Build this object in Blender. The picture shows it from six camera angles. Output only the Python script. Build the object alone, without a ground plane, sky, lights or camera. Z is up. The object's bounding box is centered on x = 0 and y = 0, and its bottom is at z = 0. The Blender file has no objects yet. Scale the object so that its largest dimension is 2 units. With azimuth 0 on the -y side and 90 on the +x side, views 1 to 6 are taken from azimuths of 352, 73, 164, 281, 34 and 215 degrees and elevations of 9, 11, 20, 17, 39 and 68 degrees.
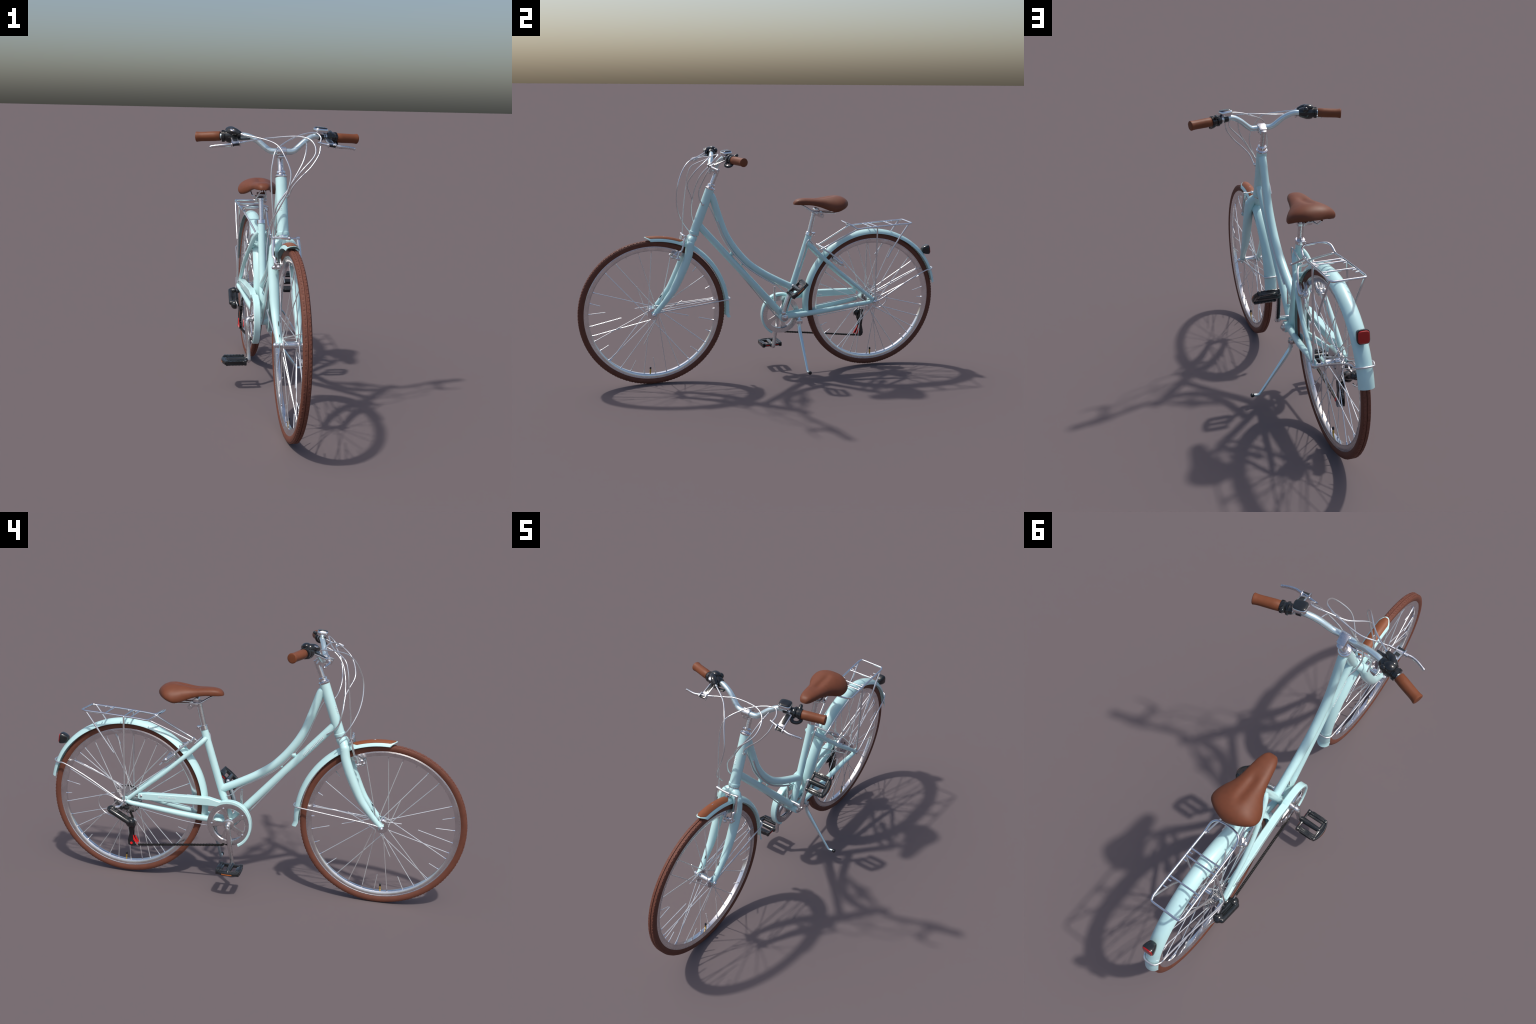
import bpy, bmesh, math, random
import numpy as np
from mathutils import Vector, Matrix

rng = random.Random(7)
CX = 0.005                     # the bicycle's own centre plane


# ----------------------------------------------------------------- materials
def material(name, color, rough=0.4, metal=0.0, coat=0.0, spec=0.5, vary=0.0, vary_scale=30.0,
             bump=0.0, bump_scale=200.0, rough_vary=0.0):
    m = bpy.data.materials.new(name)
    m.use_nodes = True
    t = m.node_tree
    b = t.nodes["Principled BSDF"]
    b.inputs["Base Color"].default_value = (*color, 1)
    b.inputs["Roughness"].default_value = rough
    b.inputs["Metallic"].default_value = metal
    b.inputs["Coat Weight"].default_value = coat
    b.inputs["Coat Roughness"].default_value = 0.08
    b.inputs["Specular IOR Level"].default_value = spec
    tc = t.nodes.new("ShaderNodeTexCoord")
    if vary > 0:
        n = t.nodes.new("ShaderNodeTexNoise")
        n.inputs["Scale"].default_value = vary_scale
        n.inputs["Detail"].default_value = 4
        t.links.new(tc.outputs["Object"], n.inputs["Vector"])
        r = t.nodes.new("ShaderNodeValToRGB")
        r.color_ramp.elements[0].position = 0.3
        r.color_ramp.elements[1].position = 0.7
        r.color_ramp.elements[0].color = (*[c * (1 - vary) for c in color], 1)
        r.color_ramp.elements[1].color = (*[min(1, c * (1 + vary)) for c in color], 1)
        t.links.new(n.outputs["Fac"], r.inputs["Fac"])
        t.links.new(r.outputs["Color"], b.inputs["Base Color"])
        if rough_vary:
            mr = t.nodes.new("ShaderNodeMapRange")
            mr.inputs["To Min"].default_value = max(0.02, rough - rough_vary)
            mr.inputs["To Max"].default_value = rough + rough_vary
            t.links.new(n.outputs["Fac"], mr.inputs["Value"])
            t.links.new(mr.outputs["Result"], b.inputs["Roughness"])
    if bump > 0:
        n2 = t.nodes.new("ShaderNodeTexNoise")
        n2.inputs["Scale"].default_value = bump_scale
        n2.inputs["Detail"].default_value = 3
        t.links.new(tc.outputs["Object"], n2.inputs["Vector"])
        bp = t.nodes.new("ShaderNodeBump")
        bp.inputs["Strength"].default_value = bump
        bp.inputs["Distance"].default_value = 0.001
        t.links.new(n2.outputs["Fac"], bp.inputs["Height"])
        t.links.new(bp.outputs["Normal"], b.inputs["Normal"])
    return m


MINT = material("mint_paint", (0.545, 0.815, 0.815), 0.36, 0.0, 0.45, 0.5, 0.02, 12)
LEATHER = material("brown_leather", (0.162, 0.050, 0.023), 0.52, 0, 0, 0.32, 0.06, 60, 0.12, 600)
GRIP = material("brown_rubber_grip", (0.185, 0.056, 0.022), 0.52, 0, 0, 0.32, 0.05, 60, 0.15, 500)
TYRE = material("brown_tyre_rubber", (0.142, 0.048, 0.029), 0.6, 0, 0, 0.35, 0.08, 40, 0.2, 400)
TREAD = material("brown_tyre_tread", (0.158, 0.056, 0.036), 0.65, 0, 0, 0.35, 0.22, 160, 1.0, 170)
CHROME = material("polished_chrome", (0.80, 0.80, 0.82), 0.14, 1.0)
ALLOY = material("brushed_alloy", (0.74, 0.73, 0.74), 0.28, 1.0, vary=0.04, vary_scale=80, rough_vary=0.06)
RIM = material("rim_alloy", (0.80, 0.79, 0.80), 0.24, 1.0, vary=0.08, vary_scale=25, rough_vary=0.1)
SPOKE = material("stainless_spoke", (0.80, 0.82, 0.83), 0.34, 0.75)
BARPAINT = material("silver_blue_bar", (0.70, 0.85, 0.88), 0.22, 0.72)
CABLE = material("silver_cable_housing", (0.72, 0.72, 0.74), 0.3, 0.85)
BLACK = material("black_plastic", (0.012, 0.014, 0.016), 0.22, 0, 0.3, 0.5, 0.3, 60)
CHAINM = material("dark_chain_steel", (0.03, 0.03, 0.028), 0.4, 0.6, vary=0.4, vary_scale=200)
RED = material("red_lens", (0.40, 0.006, 0.006), 0.22, 0, 0.3, 0.5)
REDPAINT = material("red_print", (0.75, 0.015, 0.015), 0.4)
AMBER = material("amber_reflector", (0.42, 0.12, 0.03), 0.3, 0, 0.2)
BRASS = material("brass_valve", (0.55, 0.36, 0.08), 0.35, 0.7)
CAP = material("tan_leather_cap", (0.23, 0.070, 0.026), 0.5, 0, 0, 0.35, 0.06, 60)
DECAL = material("pale_lettering", (0.72, 0.80, 0.82), 0.4)


# ----------------------------------------------------------------- geometry helpers
def V(*a):
    return np.array(a, float)


def spline(P, m=10):
    """Catmull-Rom curve through the given points."""
    P = np.array(P, float)
    if len(P) == 2:
        return P
    Q = np.vstack([2 * P[0] - P[1], P, 2 * P[-1] - P[-2]])
    o = []
    for i in range(1, len(Q) - 2):
        t = np.linspace(0, 1, m, endpoint=False)[:, None]
        a, b, c, d = Q[i - 1], Q[i], Q[i + 1], Q[i + 2]
        o.append(.5 * (2 * b + (c - a) * t + (2 * a - 5 * b + 4 * c - d) * t * t + (3 * b - a - 3 * c + d) * t ** 3))
    o.append(Q[-2][None])
    return np.vstack(o)


def unit(v):
    return v / (np.linalg.norm(v) + 1e-12)


def basis_for(axis, hint=None):
    axis = unit(np.array(axis, float))
    h = np.array(hint if hint is not None else ((0, 0, 1) if abs(axis[2]) < .9 else (0, 1, 0)), float)
    u = unit(h - axis * (h @ axis))
    return axis, u, np.cross(axis, u)


class Geo:
    """Collects polygons (with a material each) and becomes one mesh object."""

    def __init__(self):
        self.v, self.f, self.m, self.mats = [], [], [], []

    def slot(self, mat):
        if mat not in self.mats:
            self.mats.append(mat)
        return self.mats.index(mat)

    def add(self, verts, faces, mat):
        o, s = len(self.v), self.slot(mat)
        self.v += [tuple(map(float, p)) for p in verts]
        self.f += [tuple(i + o for i in f) for f in faces]
        self.m += [s] * len(faces)

    def grid(self, rows, mat, wrap=True, close=False, cap=True):
        """Skin a list of equal-length point rows; wrap joins each row into a ring."""
        n, k = len(rows), len(rows[0])
        v = [p for r in rows for p in r]
        f = []
        for i in range(n if close else n - 1):
            j = (i + 1) % n
            for a in range(k if wrap else k - 1):
                b = (a + 1) % k
                f.append((i * k + a, i * k + b, j * k + b, j * k + a))
        if cap and wrap and not close:
            f.append(tuple(range(k))[::-1])
            f.append(tuple((n - 1) * k + a for a in range(k)))
        self.add(v, f, mat)

    def tube(self, path, r, mat, n=14, flat=None, hint=None, closed=False, rounded=False):
        """Pipe along a path. r: number or list spread along it; flat: scale of the second axis."""
        P = np.array(path, float)
        L = np.r_[0, np.cumsum(np.linalg.norm(np.diff(P, axis=0), axis=1))]
        rr = np.full(len(P), float(r)) if np.isscalar(r) else np.interp(L / L[-1], np.linspace(0, 1, len(r)), r)
        if closed:
            T = np.roll(P, -1, 0) - np.roll(P, 1, 0)
        else:
            T = np.gradient(P, axis=0)
        T = np.array([unit(t) for t in T])
        if rounded and not closed:
            e0, e1 = rr[0], rr[-1]
            steps = [(0.95, .3), (.7, .71), (.35, .94)]
            P = np.vstack([[P[0] - T[0] * e0 * s for s, _ in steps], P, [P[-1] + T[-1] * e1 * s for s, _ in steps[::-1]]])
            rr = np.r_[[e0 * c for _, c in steps], rr, [e1 * c for _, c in steps[::-1]]]
            T = np.vstack([[T[0]] * 3, T, [T[-1]] * 3])
        _, u, _ = basis_for(T[0], hint)
        rows = []
        for p, t, q in zip(P, T, rr):
            u = unit(u - t * (u @ t)) if hint is None else basis_for(t, hint)[1]
            w = np.cross(t, u)
            s = 1 if flat is None else flat
            rows.append([p + q * (math.cos(a) * u + s * math.sin(a) * w) for a in np.linspace(0, 2 * math.pi, n, endpoint=False)])
        self.grid(rows, mat, close=closed)

    def lathe(self, profile, origin, axis, mat, n=24, squash=None, hint=None):
        """profile: (distance along axis, radius) pairs."""
        a, u, w = basis_for(axis, hint)
        o = np.array(origin, float)
        s = squash or (1, 1)
        rows = [[o + a * h + max(r, 1e-5) * (s[0] * math.cos(t) * u + s[1] * math.sin(t) * w)
                 for t in np.linspace(0, 2 * math.pi, n, endpoint=False)] for h, r in profile]
        self.grid(rows, mat)

    def ball(self, c, r, mat, n=14, axis=(0, 0, 1), hint=None):
        r = (r, r, r) if np.isscalar(r) else r
        a, u, w = basis_for(axis, hint)
        rows = []
        for p in np.linspace(-math.pi / 2 + .02, math.pi / 2 - .02, n // 2 + 2):
            rows.append([np.array(c) + a * r[2] * math.sin(p) + math.cos(p) * (u * r[0] * math.cos(t) + w * r[1] * math.sin(t))
                         for t in np.linspace(0, 2 * math.pi, n, endpoint=False)])
        self.grid(rows, mat)

    def box(self, c, size, mat, axes=None, bevel=0.0, seg=2):
        bm = bmesh.new()
        bmesh.ops.create_cube(bm, size=1)
        for v in bm.verts:
            v.co = Vector((v.co.x * size[0], v.co.y * size[1], v.co.z * size[2]))
        if bevel:
            bmesh.ops.bevel(bm, geom=bm.edges[:], offset=bevel, segments=seg, affect='EDGES', profile=.5)
        bm.verts.index_update()
        A = np.eye(3) if axes is None else np.array(axes, float)
        self.add([np.array(c) + np.array(v.co) @ A for v in bm.verts], [[v.index for v in f.verts] for f in bm.faces], mat)
        bm.free()

    def rod(self, a, b, r, mat, n=12, rounded=False):
        self.tube([np.array(a, float), np.array(b, float)], r, mat, n, rounded=rounded)

    def ring(self, c, prof, mat, a0=0, a1=360, n=96, closed_profile=True, caps=True):
        """Sweep a (radius, lateral x) profile round the x axis; angle 0 = +y, 90 = up."""
        full = abs(a1 - a0) >= 359.9
        A = np.radians(np.linspace(a0, a1, n, endpoint=not full))
        rows = [[V(c[0] + x, c[1] + r * math.cos(a), c[2] + r * math.sin(a)) for r, x in (prof(math.degrees(a)) if callable(prof) else prof)] for a in A]
        self.grid(rows, mat, wrap=closed_profile, close=full, cap=caps)

    def slab(self, outline, x0, x1, mat):
        """Extrude a (y, z) outline along x."""
        k = len(outline)
        v = [V(x0, y, z) for y, z in outline] + [V(x1, y, z) for y, z in outline]
        f = [(i, (i + 1) % k, k + (i + 1) % k, k + i) for i in range(k)]
        f += [tuple(range(k))[::-1], tuple(range(k, 2 * k))]
        self.add(v, f, mat)

    def build(self, name, parent, sharp=38, stuff=False, bevel=0.0):
        me = bpy.data.meshes.new(name)
        me.from_pydata(self.v, [], self.f)
        for m in self.mats:
            me.materials.append(m)
        me.polygons.foreach_set("material_index", self.m)
        bm = bmesh.new()
        bm.from_mesh(me)
        bmesh.ops.recalc_face_normals(bm, faces=bm.faces[:])
        if bevel:
            es = [e for e in bm.edges if len(e.link_faces) == 2 and e.calc_face_angle(0) > math.radians(sharp)]
            bmesh.ops.bevel(bm, geom=es, offset=bevel, segments=2, affect='EDGES', profile=.5, clamp_overlap=True)
        for f in bm.faces:
            f.smooth = True
        for e in bm.edges:
            e.smooth = not (len(e.link_faces) == 2 and e.calc_face_angle(0) > math.radians(sharp))
        bm.to_mesh(me)
        bm.free()
        o = bpy.data.objects.new(name, me)
        bpy.context.scene.collection.objects.link(o)
        o.parent = parent
        if stuff:
            o["kind"] = "stuff"
        return o


def empty(name, parent=None):
    o = bpy.data.objects.new(name, None)
    o.empty_display_size = 0.05
    bpy.context.scene.collection.objects.link(o)
    o.parent = parent
    return o


BIKE = empty("bicycle")
BIKE["label"] = "pale mint step-through city bicycle with brown tyres and saddle"
BIKE["category"] = "bicycle"


def one(name, parent, fn, **k):
    g = Geo()
    fn(g)
    return g.build(name, parent, **k)


# ----------------------------------------------------------------- wheels
def make_wheel(place, lean, yaw, R, rim_out, rim_in, spokes, valve_deg, hub_r, axle):
    W = empty("wheel", BIKE)
    W.location, W.rotation_euler = place, (0, lean, -yaw)
    cx = cy = cz = 0.0
    C = (0, 0, 0)
    axle = [a - place[0] for a in axle]

    g = Geo()                                   # tyre carcass
    side = [(rim_out - .004, .0115), (rim_out + .003, .0150), (rim_out + .011, .0178), (R - .011, .0178), (R - .006, .0160), (R - .0035, .0128)]
    prof = side + [(R - .003, 0)] + [(r, -x) for r, x in side[::-1]]
    g.ring(C, prof, TYRE, n=160)
    # raised tread: two bands with a groove between, edges stepped
    for s in (1, -1):
        band = [(R - .0045, s * .0138), (R - .0022, s * .0132), (R - .0008, s * .008), (R, s * .0022), (R - .0012, s * .0012), (R - .0045, s * .0010)]
        g.ring(C, band, TREAD, n=160)
    g.build("tyre", W, sharp=32)

    # small tread blocks along both shoulders
    g = Geo()
    nb = 150
    for i in range(nb):
        for s in (1, -1):
            a = 2 * math.pi * (i + (.25 if s > 0 else .75)) / nb + rng.uniform(-.006, .006)
            d = V(0, math.cos(a), math.sin(a))
            t = V(0, -math.sin(a), math.cos(a))
            tl = rng.uniform(-.35, .35)
            x = V(1, 0, 0) * math.cos(tl) + t * math.sin(tl)
            g.box(V(*C) + d * (R - .0017) + V(s * .0088, 0, 0), (.0060, .0085, .0030), TREAD, axes=[x, np.cross(d, x), d])
    g.build("tread_block", W, stuff=True)

    g = Geo()                                   # rim: box section with a hollow well
    rp = [(rim_out + .001, .0128), (rim_out - .001, .0140), (rim_out - .010, .0132), (rim_in + .006, .0120), (rim_in + .001, .0090), (rim_in, 0)]
    prof = rp + [(r, -x) for r, x in rp[-2::-1]]
    prof += [(rim_out - .006, -.0105), (rim_out - .006, .0105)]
    g.ring(C, prof, RIM, n=144)
    for s in (1, -1):                           # machined brake track line
        g.ring(C, [(rim_out - .0035, s * .0136), (rim_out - .0045, s * .0142), (rim_out - .0055, s * .0136)], ALLOY, n=144)
    g.build("rim", W, sharp=30)

    g = Geo()                                   # hub shell with two flanges and the axle
    hw = .031
    g.lathe([(-hw - .010, .009), (-hw - .004, .012), (-hw - .003, hub_r), (-hw + .001, hub_r), (-hw + .004, .0165), (-.012, .0145), (.012, .0145), (hw - .004, .0165),
             (hw - .001, hub_r), (hw + .003, hub_r), (hw + .004, .012), (hw + .010, .009)], C, (1, 0, 0), CHROME, 28)
    g.rod(V(axle[0], cy, cz), V(axle[1], cy, cz), .0052, ALLOY)
    for x in axle:
        s = 1 if x > cx else -1
        g.lathe([(-.013, .0098), (-.004, .0098), (-.002, .0110), (.003, .0105), (.007, .0075), (.0095, .0005)], (x, cy, cz), (s, 0, 0), CHROME, 18)
        g.lathe([(-.0155, .0125), (-.013, .0125)], (x, cy, cz), (s, 0, 0), CHROME, 20)
    g.build("hub", W)

    fr = hub_r - .002

    def rimp(a, s):
        return V(cx + s * .003, cy + (rim_in + .002) * math.cos(a), cz + (rim_in + .002) * math.sin(a))

    def hubp(a, s):
        return V(cx + s * hw, cy + fr * math.cos(a), cz + fr * math.sin(a))
    for i, sp in enumerate(spokes):
        # (rim angle, radius where the outer piece stops or 0 for a whole spoke, length of the broken
        #  inner piece, flange side, lead angle at the hub)
        deg, keep, stump = sp[0], sp[1], sp[2]
        s = sp[3] or (1 if i % 2 else -1)
        lead = sp[4] or (70 if (i // 2) % 2 else -70)
        a = math.radians(deg)
        A, B = rimp(a, s), hubp(a + math.radians(lead), s)
        d = unit(B - A)
        g = Geo()
        ln = np.linalg.norm(B - A)
        if keep:
            ln = max(.012, (rim_in - keep))
        g.rod(A, A + d * ln, .0020, SPOKE, 8)
        g.lathe([(-.001, .0038), (.003, .0035), (.012, .0026), (.013, .0012)], A, d, CHROME, 8)     # nipple
        if stump:
            g.rod(B, B - d * stump, .0020, SPOKE, 8)
        g.build("spoke", W)

    g = Geo()
    a = math.radians(valve_deg)
    d = V(0, math.cos(a), math.sin(a))
    p = V(cx, cy, cz) + d * (rim_in + .002)
    g.lathe([(0, .0036), (.006, .0036), (.007, .0042), (.020, .0042), (.022, .0032), (.026, .0032)], p, -d, BRASS, 12)
    g.lathe([(.025, .0048), (.035, .0048), (.037, .003)], p, -d, BLACK, 12)
    g.build("valve", W)
    return W


whole = [(90, 1, 75), (102, -1, -75), (124.5, -1, -75), (136.5, 1, 60), (157.5, -1, -78), (198, 1, 60), (203.5, 1, -78), (226, -1, 75), (227.5, -1, -35), (239, 1, 75),
         (261.3, -1, -10), (282, 1, 50), (294.3, -1, 75), (305.5, -1, -75), (327, -1, 78), (8.8, 1, 30), (10.5, -1, 60), (33.5, -1, -10), (72, 1, -78)]
stub = [(0.5, .315, 0), (22, .302, .16), (45, .297, 0), (113.5, .318, .15), (167.5, .272, 0), (178, .240, .08), (189, .161, 0), (214, .277, 0), (248.5, .265, .16), (272, .243, 0),
        (316.5, .276, 0), (338, .303, 0), (349.5, .244, .18)]
front_spokes = [(d, 0, 0, s, l) for d, s, l in whole] + [(d, k, n, 0, 0) for d, k, n in stub]
make_wheel((.0075, -.6150, .3830), .005, .006, .3830, .354, .3285, front_spokes, 267, .0300, (.0590, -.0535))

rear_stubs = {9: .255, 358: .29, 311: .288, 214: .282, 205: .276, 172: .29}
rear_deg = [105, 94, 79, 68, 57, 45, 39, 29, 21, 9, 358, 350, 338, 326, 318, 311, 299, 288, 279, 268, 257, 250, 240, 235, 224, 214, 205, 194, 183, 172, 161, 148, 138, 127, 116]
rear_spokes = [(d, rear_stubs.get(d, 0), 0, 0, 0) for d in rear_deg]
make_wheel((.0052, .6085, .3805), .013, -.004, .3750, .3465, .3195, rear_spokes, 272, .0310, (.077, -.057))

# ----------------------------------------------------------------- frame
FR = empty("frame", BIKE)
HT0, HT1 = V(CX, -.3035, 1.020), V(CX, -.3885, .798)


def head_tube(g):
    g.tube([HT0, HT0 + (HT1 - HT0) * .5, HT1], [.0240, .0235, .0240], MINT, 28)


SWAN = [(-.300, .990), (-.288, .972), (-.259, .882), (-.2225, .784), (-.1685, .6985), (-.0990, .6212), (-.0230, .5660), (.0545, .5220), (.147, .4755)]


def top_tube(g):
    g.tube(spline([V(CX, y, z) for y, z in SWAN], 8), .0186, MINT, 24)


def down_tube(g):
    g.tube([V(CX, -.374, .850), V(CX, -.349, .8185), V(CX, .100, .3180)], .0182, MINT, 24)
    g.ball(V(CX - .001, -.184, .6770), .0125, MINT, 16)
    g.ball(V(CX, -.130, .616), .0070, MINT, 12)


def seat_tube(g):
    g.tube([V(CX, .243, .756), V(CX, .100, .318)], .0177, MINT, 24)


def bracket_shell(g):
    g.lathe([(-.036, .0235), (-.034, .0250), (.034, .0250), (.036, .0235)], (CX, .098, .316), (1, 0, 0), MINT, 28)
    g.lathe([(0, .020), (.008, .019), (.010, .016)], (CX + .035, .098, .316), (1, 0, 0), ALLOY, 24)
    g.lathe([(0, .011), (.010, .010), (.012, .006)], (CX + .040, .098, .316), (1, 0, 0), ALLOY, 8)


def seat_stay(s):
    def f(g):
        pts = [(CX + s * .012, .229, .718), (CX + s * .026, .250, .697), (CX + s * .040, .303, .645), (CX + s * .052, .372, .582), (CX + s * .059, .440, .522), (CX + s * .061, .513, .463), (CX + s * .063, .596, .394)]
        pts = [(x + (.002 if s < 0 else .006) * i / 6, y, z) for i, (x, y, z) in enumerate(pts)]
        g.tube(spline(pts, 8), [.0115, .0110, .0105, .0100, .0095], MINT, 18)
    return f


def chain_stay(s):
    def f(g):
        pts = [(CX + s * .018, .110, .318), (CX + s * .027, .215, .327), (CX + s * .038, .317, .339), (CX + s * .046, .420, .353), (CX + s * .053, .510, .366), (CX + s * .062, .575, .376), (CX + s * .065, .600, .386)]
        g.tube(spline(pts, 8), [.0150, .0150, .0140, .0125, .0105], MINT, 20)
    return f


def dropout(x):
    def f(g):
        g.box((x, .602, .388), (.006, .040, .034), MINT, bevel=.003)
        g.lathe([(-.004, .013), (.004, .013)], (x, .609, .379), (1, 0, 0), MINT, 20)
    return f


def stay_bridge(g):
    g.rod((CX - .040, .308, .642), (CX + .040, .308, .642), .0085, MINT)
    g.box((CX, .312, .640), (.030, .030, .020), MINT, bevel=.004)
    g.rod((CX - .03, .222, .330), (CX + .03, .222, .330), .0095, MINT)
    g.box((CX, .212, .327), (.050, .030, .016), MINT, bevel=.004)


one("head_tube", FR, head_tube)
one("top_tube", FR, top_tube)
one("down_tube", FR, down_tube)
one("seat_tube", FR, seat_tube)
one("bracket_shell", FR, bracket_shell)
for s in (1, -1):
    one("seat_stay", FR, seat_stay(s))
    one("chain_stay", FR, chain_stay(s))
    one("dropout", FR, dropout(CX + (.066 if s > 0 else -.058)))
one("stay_bridge", FR, stay_bridge)


def headset(g):
    ax = unit(HT0 - HT1)
    g.lathe([(0, .0245), (.003, .0265), (.008, .0265), (.011, .0240), (.013, .0190), (.018, .0175), (.019, .0200), (.027, .0200), (.028, .0175), (.031, .0150)], HT0, ax, CHROME, 28)
    g.lathe([(-.004, .0240), (-.002, .0265), (.010, .0265), (.013, .0245)], HT1, -ax, MINT, 28)
    g.lathe([(.011, .0255), (.016, .0250), (.019, .0220)], HT1, -ax, CHROME, 28)


one("headset", FR, headset)


def lettering(g):
    # worn, unreadable pale print: short upright strokes
    r = random.Random(3)
    a, b = V(0, -.262, .712), V(0, -.352 + .02, .810 - .022)
    a, b = V(0, -.232, .683), V(0, -.318, .778)
    d = unit(b - a)
    n = unit(V(0, d[2], -d[1]))
    L = np.linalg.norm(b - a)
    k = 17
    for i in range(k):
        p = a + d * L * (i + .5) / k
        h = r.uniform(.010, .013)
        x = CX - .0187
        g.box(V(x, p[1], p[2]), (.0012, h, r.uniform(.0018, .0032)), DECAL, axes=[(1, 0, 0), n, d])
    for i in range(13):
        y = .44 - i * .0068
        g.box(V(-.0552 - .011 * (y - .19) / .34, y, .4225 + (y - .4) * -.012), (.0012, r.uniform(.002, .0035), .0085), DECAL)
    ax = unit(HT0 - HT1)
    fw = unit(V(0, -ax[2], ax[1]))
    for i in range(5):
        h = -.015 + i * .0075
        p = (HT0 + HT1) * .5 + ax * (h - .008) + fw * .0208 + V(-.0105, 0, 0)
        g.box(p, (.012, .0022, .0026), DECAL, axes=[unit(V(1, -.45, 0)), unit(V(.45, 1, 0)), (0, 0, 1)])


one("lettering", FR, lettering, stuff=True)

# ----------------------------------------------------------------- fork
FK = empty("fork", BIKE)


def fork_crown(g):
    ax = unit(HT0 - HT1)
    p = HT1 - ax * .018
    g.tube(spline([p + ax * .006, p - ax * .012, p - ax * .038], 6), [.0230, .0255, .0240, .0180], MINT, 24, rounded=True)
    for s in (1, -1):
        g.tube(spline([p - ax * .012, V(CX + s * .026, -.4110, .760), V(CX + s * .0420, -.4215, .728)], 8), [.0200, .0212, .0212], MINT, 20)


def fork_blade(s):
    def f(g):
        pts = [(.0400, -.4195, .742), (.0435, -.4275, .695), (.0450, -.4445, .646), (.0455, -.469, .590), (.0455, -.508, .512), (.0455, -.542, .465), (.0440, -.570, .430), (.0425, -.600, .397), (.0420, -.608, .389)]
        g.tube(spline([V(CX + s * x, y, z) for x, y, z in pts], 8), [.0208, .0220, .0222, .0215, .0195, .0165, .0135, .0120], MINT, 20, rounded=True)
        g.box(V(CX + s * .0425, -.612, .384), (.006, .026, .026), MINT, bevel=.003)
        g.ball(V(CX + s * .0415, -.481, .668), .0085, MINT, 12)
        for y, z, ln in ((-.5625, .458, .013), (-.5960, .415, .009)):       # dark slots in the lower blade
            g.ball(V(CX + s * .0385, y, z), (.0022, .0045, ln), BLACK, 10, axis=unit(V(0, -.62, -.78)), hint=(1, 0, 0))
    return f


one("fork_crown", FK, fork_crown)
for s in (1, -1):
    one("fork_blade", FK, fork_blade(s))


# ----------------------------------------------------------------- mudguards
def guard_profile(r_top, half, drop, t=.0016, k=13, taper=None):
    def prof(deg):
        rt, h, d = r_top(deg), half, drop
        if taper:
            h, d = h * taper(deg), d * taper(deg)
        out = []
        for i in range(k):
            u = -1 + 2 * i / (k - 1)
            a = u * 1.25
            out.append((rt - d * (1 - math.cos(a)) / (1 - math.cos(1.25)), h * math.sin(a) / math.sin(1.25)))
        inn = [(r - t, x * (1 - t / h)) for r, x in out[::-1]]
        return out + inn
    return prof


MG = empty("mudguard", BIKE)
FC = (CX + .001, -.616, .3825)
RC = (.012, .609, .379)
front_top = lambda d: .4040 + .0105 * max(0, min(1, (90 - d) / 35))
g = Geo()
g.ring(FC, guard_profile(front_top, .0290, .023), MINT, a0=-3.5, a1=90, n=60)
# the nose: roof runs on to a blunt point while the sides are cut back
rows = []
for i in range(9):
    u = i / 8
    deg = 90 + 5.0 * u
    sec = guard_profile(front_top, .0290, .023)(deg)
    half = len(sec) // 2
    row = []
    for j, (r, x) in enumerate(sec):
        w = abs(x) / .030
        dd = math.radians(90 + 5.0 * u * (1 - w ** 2) - 2.0 * u * w * 0)
        row.append(V(FC[0] + x, FC[1] + r * math.cos(dd), FC[2] + r * math.sin(dd)))
    rows.append(row)
g.grid(rows, MINT)
# flared lip at the tail of the guard
g.ring(FC, lambda d: [(r + .010 * max(0, 1 - (d + 6.5) / 3.1) ** 1.5, x * 1.02) for r, x in guard_profile(front_top, .0290, .023)(d)], MINT, a0=-6.5, a1=-3.4, n=6)
g.build("mudguard_blade", MG, sharp=50)


def tip_patch(g):
    # brown cap lying over the roof of the guard's nose
    def prof(deg):
        u = (deg - 68) / (94 - 68)
        h = max(.004, .021 * max(0, min(1, (1.02 - u) * 7, (u + .09) * 9)) ** .5)
        out = []
        for i in range(9):
            v = -1 + i / 4
            x = h * v
            a = math.asin(min(1, abs(x) / .029 * math.sin(1.25)))
            out.append((front_top(deg) - .023 * (1 - math.cos(a)) / (1 - math.cos(1.25)) + .0016, x))
        return out + [(r - .003, x) for r, x in out[::-1]]
    g.ring(FC, prof, CAP, a0=66, a1=94.0, n=30)
    g.box((CX, -.548, .7845), (.003, .010, .003), CHROME, bevel=.001)


one("leather_cap", MG, tip_patch, sharp=50)


def front_stay(g):
    # one wire looped from axle, round the guard, and back
    a = math.radians(7.5)
    ry, rz = FC[1] + .4165 * math.cos(a), FC[2] + .4165 * math.sin(a)
    P = [(CX + .051, -.606, .388), (CX + .047, -.55, .398), (CX + .040, -.35, .420), (CX + .034, -.235, .433), (CX + .030, ry - .012, rz - .003), (CX + .018, ry + .001, rz), (CX, ry + .003, rz)]
    Q = [(2 * CX - x, y, z) for x, y, z in P[-2::-1]]
    g.tube(spline(P + Q, 6), .0035, CABLE, 10)


one("mudguard_stay", MG, front_stay)

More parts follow.
